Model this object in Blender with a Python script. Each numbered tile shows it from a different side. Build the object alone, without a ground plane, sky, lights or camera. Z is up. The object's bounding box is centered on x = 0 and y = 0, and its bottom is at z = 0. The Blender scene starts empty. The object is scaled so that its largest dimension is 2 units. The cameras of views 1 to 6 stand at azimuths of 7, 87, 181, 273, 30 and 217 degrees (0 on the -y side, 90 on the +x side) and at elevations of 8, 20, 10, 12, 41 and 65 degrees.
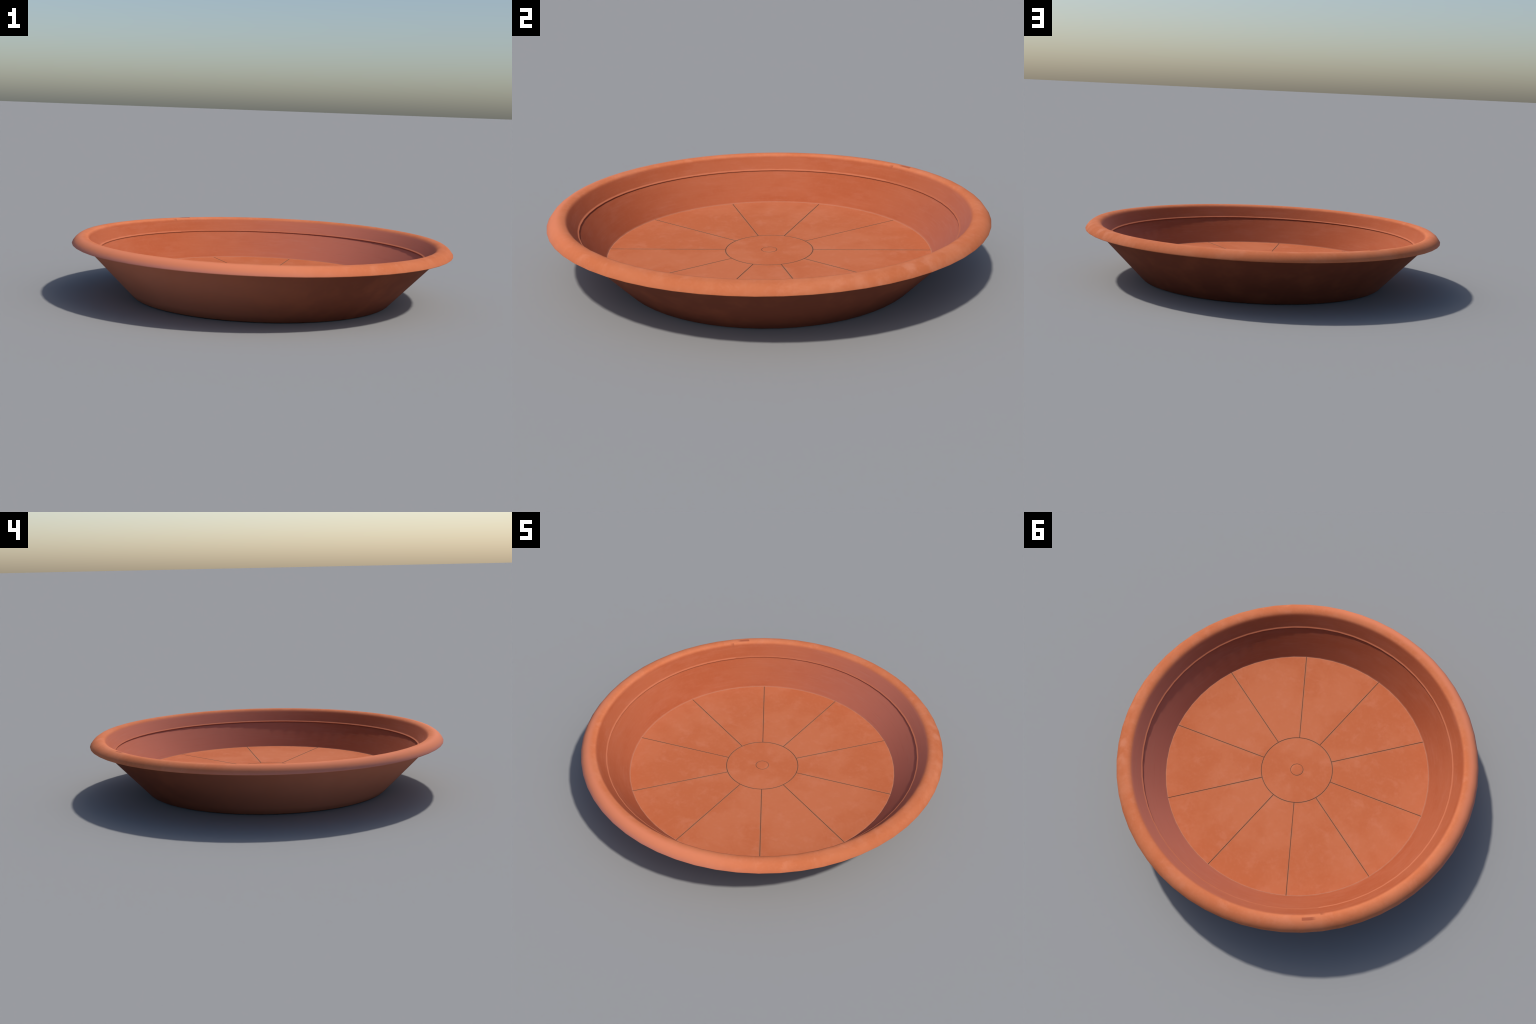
"""Terracotta-coloured plant saucer: flared wall, rolled rim, stepped lip inside,
floor laid out as ten wedge panels round a centre disc with a small button."""
import bpy, bmesh, math
from mathutils import Vector

SEG = 60                       # the turned shape is a 60-sided lathe
SPOKES = 10
SPOKE_ANGLE = math.radians(12)
FLOOR_R, FLOOR_Z = 0.7495, 0.0940
RING_R, BUTTON_R = 0.2032, 0.0357
LIP_R, LIP_Z = 0.8612, 0.2405
GAP = 0.0026                   # width of the grooves between floor panels
GROOVE_Z = FLOOR_Z - 0.0016

# ------------------------------------------------------------------ root
root = bpy.data.objects.new("plant_saucer", None)
bpy.context.collection.objects.link(root)
root.empty_display_size = 0.2
root["label"] = "round terracotta orange plant saucer with rolled rim"
root["category"] = "plant saucer"


# ------------------------------------------------------------------ materials
class Nodes:
    """Small helper to write node graphs as expressions."""

    def __init__(self, name):
        self.mat = bpy.data.materials.new(name)
        self.mat.use_nodes = True
        self.t = self.mat.node_tree
        self.t.nodes.clear()
        self.out = self.t.nodes.new("ShaderNodeOutputMaterial")
        self.bsdf = self.t.nodes.new("ShaderNodeBsdfPrincipled")
        self.t.links.new(self.bsdf.outputs[0], self.out.inputs[0])
        tc = self.t.nodes.new("ShaderNodeTexCoord")
        tc.object = root
        self.pos = tc.outputs["Object"]
        s = self.t.nodes.new("ShaderNodeSeparateXYZ")
        self.t.links.new(self.pos, s.inputs[0])
        self.x, self.y, self.z = s.outputs
        self.r = self.math("SQRT", self.math("ADD", self.math("MULTIPLY", self.x, self.x),
                                             self.math("MULTIPLY", self.y, self.y)))
        self.deg = self.math("MULTIPLY", self.math("ARCTAN2", self.y, self.x), 180 / math.pi)

    def put(self, sock, v):
        if isinstance(v, bpy.types.NodeSocket):
            self.t.links.new(v, sock)
        elif v is not None:
            sock.default_value = v

    def math(self, op, a, b=None, clamp=False):
        n = self.t.nodes.new("ShaderNodeMath")
        n.operation = op
        n.use_clamp = clamp
        self.put(n.inputs[0], a)
        self.put(n.inputs[1], b)
        return n.outputs[0]

    def step(self, v, lo, hi):
        """smooth 0..1 ramp of v between lo and hi (hi < lo gives a falling ramp)"""
        n = self.t.nodes.new("ShaderNodeMapRange")
        n.interpolation_type = "SMOOTHSTEP"
        self.put(n.inputs["Value"], v)
        a, b, c, d = (lo, hi, 0.0, 1.0) if lo < hi else (hi, lo, 1.0, 0.0)
        n.inputs["From Min"].default_value = a
        n.inputs["From Max"].default_value = b
        n.inputs["To Min"].default_value = c
        n.inputs["To Max"].default_value = d
        return n.outputs[0]

    def noise(self, scale, detail=4.0, rough=0.55, vec=None, dist=0.0):
        n = self.t.nodes.new("ShaderNodeTexNoise")
        self.put(n.inputs["Vector"], vec or self.pos)
        n.inputs["Scale"].default_value = scale
        n.inputs["Detail"].default_value = detail
        n.inputs["Roughness"].default_value = rough
        n.inputs["Distortion"].default_value = dist
        return n.outputs["Fac"]

    def mix(self, fac, a, b, mode="MIX"):
        n = self.t.nodes.new("ShaderNodeMix")
        n.data_type = "RGBA"
        n.blend_type = mode
        self.put(n.inputs[0], fac)
        for i, v in ((6, a), (7, b)):
            self.put(n.inputs[i], (*v, 1.0) if isinstance(v, tuple) else v)
        return n.outputs[2]

    def mul(self, *a):
        v = a[0]
        for b in a[1:]:
            v = self.math("MULTIPLY", v, b)
        return v

    def streak_vector(self, around=3.0, across=1.0):
        """coordinates stretched along the turning direction of the lathe"""
        c = self.t.nodes.new("ShaderNodeCombineXYZ")
        self.put(c.inputs[0], self.mul(self.math("DIVIDE", self.x, self.r), around))
        self.put(c.inputs[1], self.mul(self.math("DIVIDE", self.y, self.r), around))
        self.put(c.inputs[2], self.mul(self.math("ADD", self.z, self.r), across))
        return c.outputs[0]

    def facing(self, azimuth, lo=-0.06, hi=0.69):
        """0..1: how far the surface normal leans towards a compass direction
        (0 = -y, 90 = +x)"""
        g = self.t.nodes.new("ShaderNodeNewGeometry")
        d = self.t.nodes.new("ShaderNodeVectorMath")
        d.operation = "DOT_PRODUCT"
        self.t.links.new(g.outputs["Normal"], d.inputs[0])
        a = math.radians(azimuth)
        d.inputs[1].default_value = (math.sin(a), -math.cos(a), 0.0)
        t = self.math("DIVIDE", self.math("SUBTRACT", d.outputs["Value"], lo), hi - lo, clamp=True)
        return self.mul(t, t)

    def side(self, azimuth):
        """-1..1: which side of the saucer the point lies on"""
        a = math.radians(azimuth)
        v = self.math("ADD", self.mul(self.x, math.sin(a)), self.mul(self.y, -math.cos(a)))
        return self.math("DIVIDE", v, self.r)

    def bump(self, height, strength, distance):
        n = self.t.nodes.new("ShaderNodeBump")
        n.inputs["Strength"].default_value = strength
        n.inputs["Distance"].default_value = distance
        self.put(n.inputs["Height"], height)
        self.t.links.new(n.outputs[0], self.bsdf.inputs["Normal"])

    def finish(self, color, rough=0.9, spec=0.12):
        self.put(self.bsdf.inputs["Base Color"], color)
        self.put(self.bsdf.inputs["Roughness"], rough)
        self.bsdf.inputs["Specular IOR Level"].default_value = spec
        return self.mat


CLAY = (0.490, 0.140, 0.058)
CLAY_DEEP = (0.465, 0.122, 0.046)
CLAY_PALE = (0.520, 0.168, 0.084)
EDGE_PALE = (0.500, 0.205, 0.122)
GRIME = (0.155, 0.058, 0.031)
WALL = (0.385, 0.098, 0.042)
SKY_TINT = (0.490, 0.155, 0.104)        # bluish skylight painted into the inner wall colour
BAKED_SHADE = (0.178, 0.048, 0.026)         # clay darkened for the shade baked on the outside
SKY_TINT_OUT = (0.545, 0.187, 0.112)
SKY_SIDE = 310                        # compass direction the painted skylight comes from


def clay_base(n, lo=0.42, hi=0.60, turned=False):
    """cloudy blend of deep, normal and pale clay; turned = clouds drawn out round the lathe"""
    if turned:
        vec = n.streak_vector(0.45, 1.2)
        big, mid = n.noise(3.2, 5.0, 0.60, vec), n.noise(11.0, 5.0, 0.62, vec)
    else:
        big, mid = n.noise(3.2, 5.0, 0.60), n.noise(14.0, 6.0, 0.66, dist=0.3)
    fine = n.noise(70.0, 3.0, 0.6)
    c = n.mix(n.step(big, lo, hi), CLAY_DEEP, CLAY)
    c = n.mix(n.mul(n.step(mid, 0.48, 0.74), 0.5), c, CLAY_PALE)
    c = n.mix(n.mul(n.step(fine, 0.45, 0.75), 0.18), c, CLAY_PALE)
    return c, mid, fine


def floor_material():
    n = Nodes("clay_floor")
    c, mid, fine = clay_base(n)
    c = n.mix(1.0, c, (1.04, 1.04, 1.08), "MULTIPLY")
    # dusty halo beside the spoke grooves and the ring groove
    off = n.math("SUBTRACT", n.deg, 12.0 - 18.0 - 360.0)
    a = n.math("ABSOLUTE", n.math("SUBTRACT", n.math("MODULO", off, 36.0), 18.0))
    d = n.mul(n.r, n.math("SINE", n.mul(a, math.pi / 180)))
    halo = n.mul(n.step(d, 0.010, 0.001), n.step(n.r, RING_R - 0.01, RING_R))
    ring = n.step(n.math("ABSOLUTE", n.math("SUBTRACT", n.r, RING_R)), 0.009, 0.001)
    but = n.step(n.math("ABSOLUTE", n.math("SUBTRACT", n.r, BUTTON_R)), 0.006, 0.001)
    halo = n.math("MAXIMUM", halo, n.math("MAXIMUM", ring, but))
    c = n.mix(n.mul(halo, n.step(mid, 0.30, 0.60), 0.70), c, (0.37, 0.160, 0.088))
    # pale band along the outer edge
    edge = n.mul(n.step(n.r, FLOOR_R - 0.006, FLOOR_R - 0.002), 0.8)
    c = n.mix(edge, c, EDGE_PALE)
    n.bump(fine, 0.06, 0.004)
    return n.finish(c)


def groove_material():
    n = Nodes("clay_groove")
    return n.finish(n.mix(n.noise(30.0), GRIME, (0.200, 0.080, 0.045)), 0.8, 0.2)


def wall_colour(n, c):
    """inner wall clay, darkened, with a painted skylight tint and turned streaks"""
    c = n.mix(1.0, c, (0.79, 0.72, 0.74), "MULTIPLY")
    st = n.noise(6.0, 6.0, 0.7, n.streak_vector(0.9, 14.0))
    st2 = n.noise(9.0, 4.0, 0.6, n.streak_vector(0.6, 22.0))
    f = n.facing(SKY_SIDE, -0.06, 0.74)
    painted_shade = n.facing(SKY_SIDE - 105, -0.06, 0.74)
    c = n.mix(painted_shade, c, n.mix(1.0, c, (0.80, 0.76, 0.82), "MULTIPLY"))   # shading on the wall turned from the sun, multiplied into the colour
    c = n.mix(f, c, SKY_TINT)
    c = n.mix(n.mul(n.step(st, 0.50, 0.74), n.math("ADD", n.mul(f, 0.3), 0.14)), c, (0.45, 0.180, 0.125))
    c = n.mix(n.mul(n.step(st2, 0.52, 0.75), 0.22), c, WALL)
    return c, st2


def lip_strength(n):
    """the step is crisp nearly all round, softer between 50 and 132 degrees"""
    soft = n.mul(n.step(n.deg, 35.0, 65.0), n.step(n.deg, 132.4, 131.6))
    return n.math("SUBTRACT", 1.0, n.mul(soft, 0.7))


def wall_material():
    n = Nodes("clay_inner_wall")
    c, mid, fine = clay_base(n, turned=True)
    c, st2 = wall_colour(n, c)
    # shadow of the step drawn on the wall, faint along one stretch
    lip_shadow = n.mul(n.step(n.z, LIP_Z - 0.0100, LIP_Z - 0.0050), lip_strength(n), 0.6)
    c = n.mix(lip_shadow, c, GRIME)
    edge = n.mul(n.step(n.z, FLOOR_Z + 0.006, FLOOR_Z + 0.001), 0.45)
    c = n.mix(edge, c, EDGE_PALE)
    n.bump(st2, 0.05, 0.003)
    return n.finish(c)


def rim_material():
    n = Nodes("clay_rim")
    c, mid, fine = clay_base(n)
    c = n.mix(1.0, c, (1.18, 1.25, 1.32), "MULTIPLY")
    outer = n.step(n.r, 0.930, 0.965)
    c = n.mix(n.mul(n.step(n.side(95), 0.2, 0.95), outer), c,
              n.mix(1.0, c, (0.83, 0.82, 0.80), "MULTIPLY"))      # slightly darker tone on this side of the rim
    c = n.mix(n.mul(n.step(n.side(SKY_SIDE + 12), 0.15, 0.95), outer), c, (0.660, 0.208, 0.108))  # pale sheen of this side of the rim put into the colour
    top = n.step(n.z, 0.285, 0.306)
    blot = n.noise(5.0, 6.0, 0.65, dist=0.4)
    c = n.mix(n.mul(n.step(blot, 0.55, 0.75), 0.45), c, (0.56, 0.200, 0.105))
    # pale rubbed patches where the rim was handled
    rub = n.mul(n.step(n.deg, 12.0, 20.0), n.step(n.deg, 46.0, 36.0))
    rub = n.mul(rub, n.step(n.noise(13.0, 4.0, 0.55), 0.42, 0.70), outer)
    c = n.mix(n.mul(rub, 0.35), c, (0.590, 0.240, 0.145))
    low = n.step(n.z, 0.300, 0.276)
    c = n.mix(n.mul(n.facing(SKY_SIDE, -0.06, 0.8), low, 0.8), c, (0.60, 0.215, 0.165))  # bluish sky reflection tinted onto the low outer band
    # upper inner wall below the crest shares the wall colour
    inner = n.step(n.r, 0.923, 0.908)
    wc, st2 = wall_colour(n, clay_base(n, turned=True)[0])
    lip_glint = n.mul(n.step(n.r, LIP_R + 0.0080, LIP_R + 0.0045), lip_strength(n))  # sunlit bevel of the lip painted as a paler line
    wc = n.mix(n.mul(lip_glint, 0.6), wc, (0.540, 0.170, 0.085))
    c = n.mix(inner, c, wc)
    # rectangular dark patch on the crest, and a dark wedge beside it
    long = n.mul(n.step(n.deg, 125.9, 126.1), n.step(n.deg, 130.8, 128.9))
    wide = n.mul(n.step(n.r, 0.9305, 0.9325), n.step(n.r, 0.9495, 0.9475))
    dark_patch = n.mul(long, wide, top)
    c = n.mix(n.mul(dark_patch, 0.85), c, (0.350, 0.088, 0.042))
    dark_wedge = n.mul(n.step(n.deg, 131.95, 132.1), n.step(n.deg, 133.8, 132.2), n.step(n.r, 0.926, 0.922), top)
    c = n.mix(n.mul(dark_wedge, 0.8), c, (0.350, 0.092, 0.042))
    n.bump(fine, 0.06, 0.004)
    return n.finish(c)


def outer_material():
    n = Nodes("clay_outer_wall")
    fine = n.noise(40.0, 4.0, 0.6)
    mid = n.noise(7.0, 5.0, 0.6)
    c = n.mix(n.facing(SKY_SIDE), BAKED_SHADE, SKY_TINT_OUT)
    c = n.mix(n.mul(n.step(mid, 0.4, 0.7), 0.12), c, CLAY)
    n.bump(fine, 0.04, 0.003)
    return n.finish(c)


M_FLOOR, M_GROOVE = floor_material(), groove_material()
M_WALL, M_RIM, M_OUTER = wall_material(), rim_material(), outer_material()


# ------------------------------------------------------------------ geometry helpers
def add_object(name, bm, mat, parent=root, sharp=30):
    bmesh.ops.recalc_face_normals(bm, faces=bm.faces)
    me = bpy.data.meshes.new(name)
    for f in bm.faces:
        f.smooth = True
    lim = math.radians(sharp)
    for e in bm.edges:
        if len(e.link_faces) == 2 and e.calc_face_angle(0) > lim:
            e.smooth = False
    bm.to_mesh(me)
    bm.free()
    for m in (mat if isinstance(mat, tuple) else (mat,)):
        me.materials.append(m)
    ob = bpy.data.objects.new(name, me)
    bpy.context.collection.objects.link(ob)
    ob.parent = parent
    return ob


def lathe(bm, profile, closed=False, cap_start=False, cap_end=False):
    rings = []
    for r, z in profile:
        rings.append([bm.verts.new((r * math.cos(2 * math.pi * i / SEG),
                                    r * math.sin(2 * math.pi * i / SEG), z)) for i in range(SEG)])
    pairs = list(zip(rings, rings[1:])) + ([(rings[-1], rings[0])] if closed else [])
    for a, b in pairs:
        for i in range(SEG):
            j = (i + 1) % SEG
            bm.faces.new((a[i], a[j], b[j], b[i]))
    if cap_start:
        bm.faces.new(rings[0])
    if cap_end:
        bm.faces.new(rings[-1])
    return rings


def cone_r(z):
    return 0.682 + 0.951 * z      # outside of the flared wall


def make_rim():
    prof = [
        (LIP_R + 0.0052, LIP_Z - 0.0036),          # underside of the step
        (LIP_R + 0.0003, LIP_Z - 0.0030),
        (LIP_R, LIP_Z),                            # nose of the step
        (LIP_R + 0.0025, LIP_Z + 0.0022),
        (LIP_R + 0.0056, LIP_Z + 0.0030),
        (LIP_R + 0.0080, LIP_Z + 0.0062),
        (0.9065, 0.2950), (0.9115, 0.3010),        # straight upper wall
        (0.9225, 0.3105), (0.9420, 0.3160),        # crest of the rolled edge
        (0.9655, 0.3118), (0.9832, 0.2995),
        (1.0000, 0.2775), (1.0000, 0.2740),
        (0.9960, 0.2715),
        (cone_r(0.2705) - 0.004, 0.2705),          # under the overhang
    ]
    bm = bmesh.new()
    lathe(bm, prof, closed=True)
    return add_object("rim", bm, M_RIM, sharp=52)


def make_inner_wall():
    n = 8
    r0, z0, r1, z1 = FLOOR_R, FLOOR_Z, LIP_R + 0.0046, LIP_Z - 0.0033
    prof = [(r0 - 0.004, z0 - 0.005)]
    prof += [(r0 + (r1 - r0) * i / n, z0 + (z1 - z0) * i / n) for i in range(n + 1)]
    bm = bmesh.new()
    lathe(bm, prof)
    return add_object("inner_wall", bm, M_WALL, sharp=50)


def make_outer_wall():
    bm = bmesh.new()
    prof = [(cone_r(0) - 0.008, 0.0), (cone_r(0) - 0.0015, 0.0008), (cone_r(0.003), 0.003)]
    prof += [(cone_r(z), z) for z in (0.04, 0.09, 0.14, 0.19, 0.24, 0.2708)]
    lathe(bm, prof, cap_start=True)
    return add_object("outer_wall", bm, M_OUTER, sharp=60)


def make_floor():
    bm = bmesh.new()
    lathe(bm, [(FLOOR_R - 0.001, GROOVE_Z), (FLOOR_R - 0.001, GROOVE_Z - 0.02)],
          cap_start=True, cap_end=True)
    return add_object("floor", bm, M_GROOVE)


def raised_plate(bm, outline, inset_outline, z_top, bevel, z_low):
    """solid plate with a small chamfer round its top"""
    top = [bm.verts.new((x, y, z_top)) for x, y in inset_outline]
    mid = [bm.verts.new((x, y, z_top - bevel)) for x, y in outline]
    low = [bm.verts.new((x, y, z_low)) for x, y in outline]
    n = len(outline)
    for a, b in ((top, mid), (mid, low)):
        for i in range(n):
            j = (i + 1) % n
            bm.faces.new((a[i], a[j], b[j], b[i]))
    for f in bm.faces:
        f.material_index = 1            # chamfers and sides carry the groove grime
    bm.faces.new(top)
    bm.faces.new(low)


def wedge_outline(g, r_in, r_out):
    """outline of one panel, its sides kept g away from the spoke lines"""
    span = 2 * math.pi / SPOKES
    pts = []
    for r, order in ((r_in, range(7)), (r_out, range(6, -1, -1))):
        cut = math.asin(g / r)
        for i in order:
            a = min(max(span * i / 6, cut), span - cut)
            pts.append((r * math.cos(a), r * math.sin(a)))
    return pts


def make_panels(floor):
    bev = 0.0008
    bm = bmesh.new()
    raised_plate(bm, wedge_outline(GAP / 2, RING_R + GAP / 2, FLOOR_R - 0.0004),
                 wedge_outline(GAP / 2 + bev, RING_R + GAP / 2 + bev, FLOOR_R - 0.0006),
                 FLOOR_Z, bev, GROOVE_Z - 0.002)
    first = add_object("floor_panel", bm, (M_FLOOR, M_GROOVE), floor, sharp=25)
    first.rotation_euler.z = SPOKE_ANGLE
    for k in range(1, SPOKES):
        ob = first.copy()
        ob.rotation_euler.z = SPOKE_ANGLE + 2 * math.pi * k / SPOKES
        bpy.context.collection.objects.link(ob)


def grime_sides(bm):
    bm.normal_update()
    for f in bm.faces:
        if f.calc_center_median().z < FLOOR_Z - 0.0001:
            f.material_index = 1


def make_centre(floor):
    g, bev, chip = 0.0007, 0.0008, 0.0005
    bm = bmesh.new()
    lathe(bm, [(BUTTON_R + g, GROOVE_Z - 0.002), (BUTTON_R + g, FLOOR_Z - chip),
               (BUTTON_R + g + chip, FLOOR_Z), (RING_R - GAP / 2 - bev, FLOOR_Z),
               (RING_R - GAP / 2, FLOOR_Z - bev), (RING_R - GAP / 2, GROOVE_Z - 0.002)], closed=True)
    grime_sides(bm)
    add_object("centre_disc", bm, (M_FLOOR, M_GROOVE), floor, sharp=25)
    bm = bmesh.new()
    lathe(bm, [(BUTTON_R * 0.6, FLOOR_Z + 0.0016), (BUTTON_R - g - chip - 0.004, FLOOR_Z + 0.0013),
               (BUTTON_R - g - chip, FLOOR_Z + 0.0002), (BUTTON_R - g, FLOOR_Z - chip),
               (BUTTON_R - g, GROOVE_Z - 0.002)], cap_start=True, cap_end=True)
    grime_sides(bm)
    add_object("centre_button", bm, (M_FLOOR, M_GROOVE), floor, sharp=25)


make_outer_wall()
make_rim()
make_inner_wall()
floor_ob = make_floor()
make_panels(floor_ob)
make_centre(floor_ob)
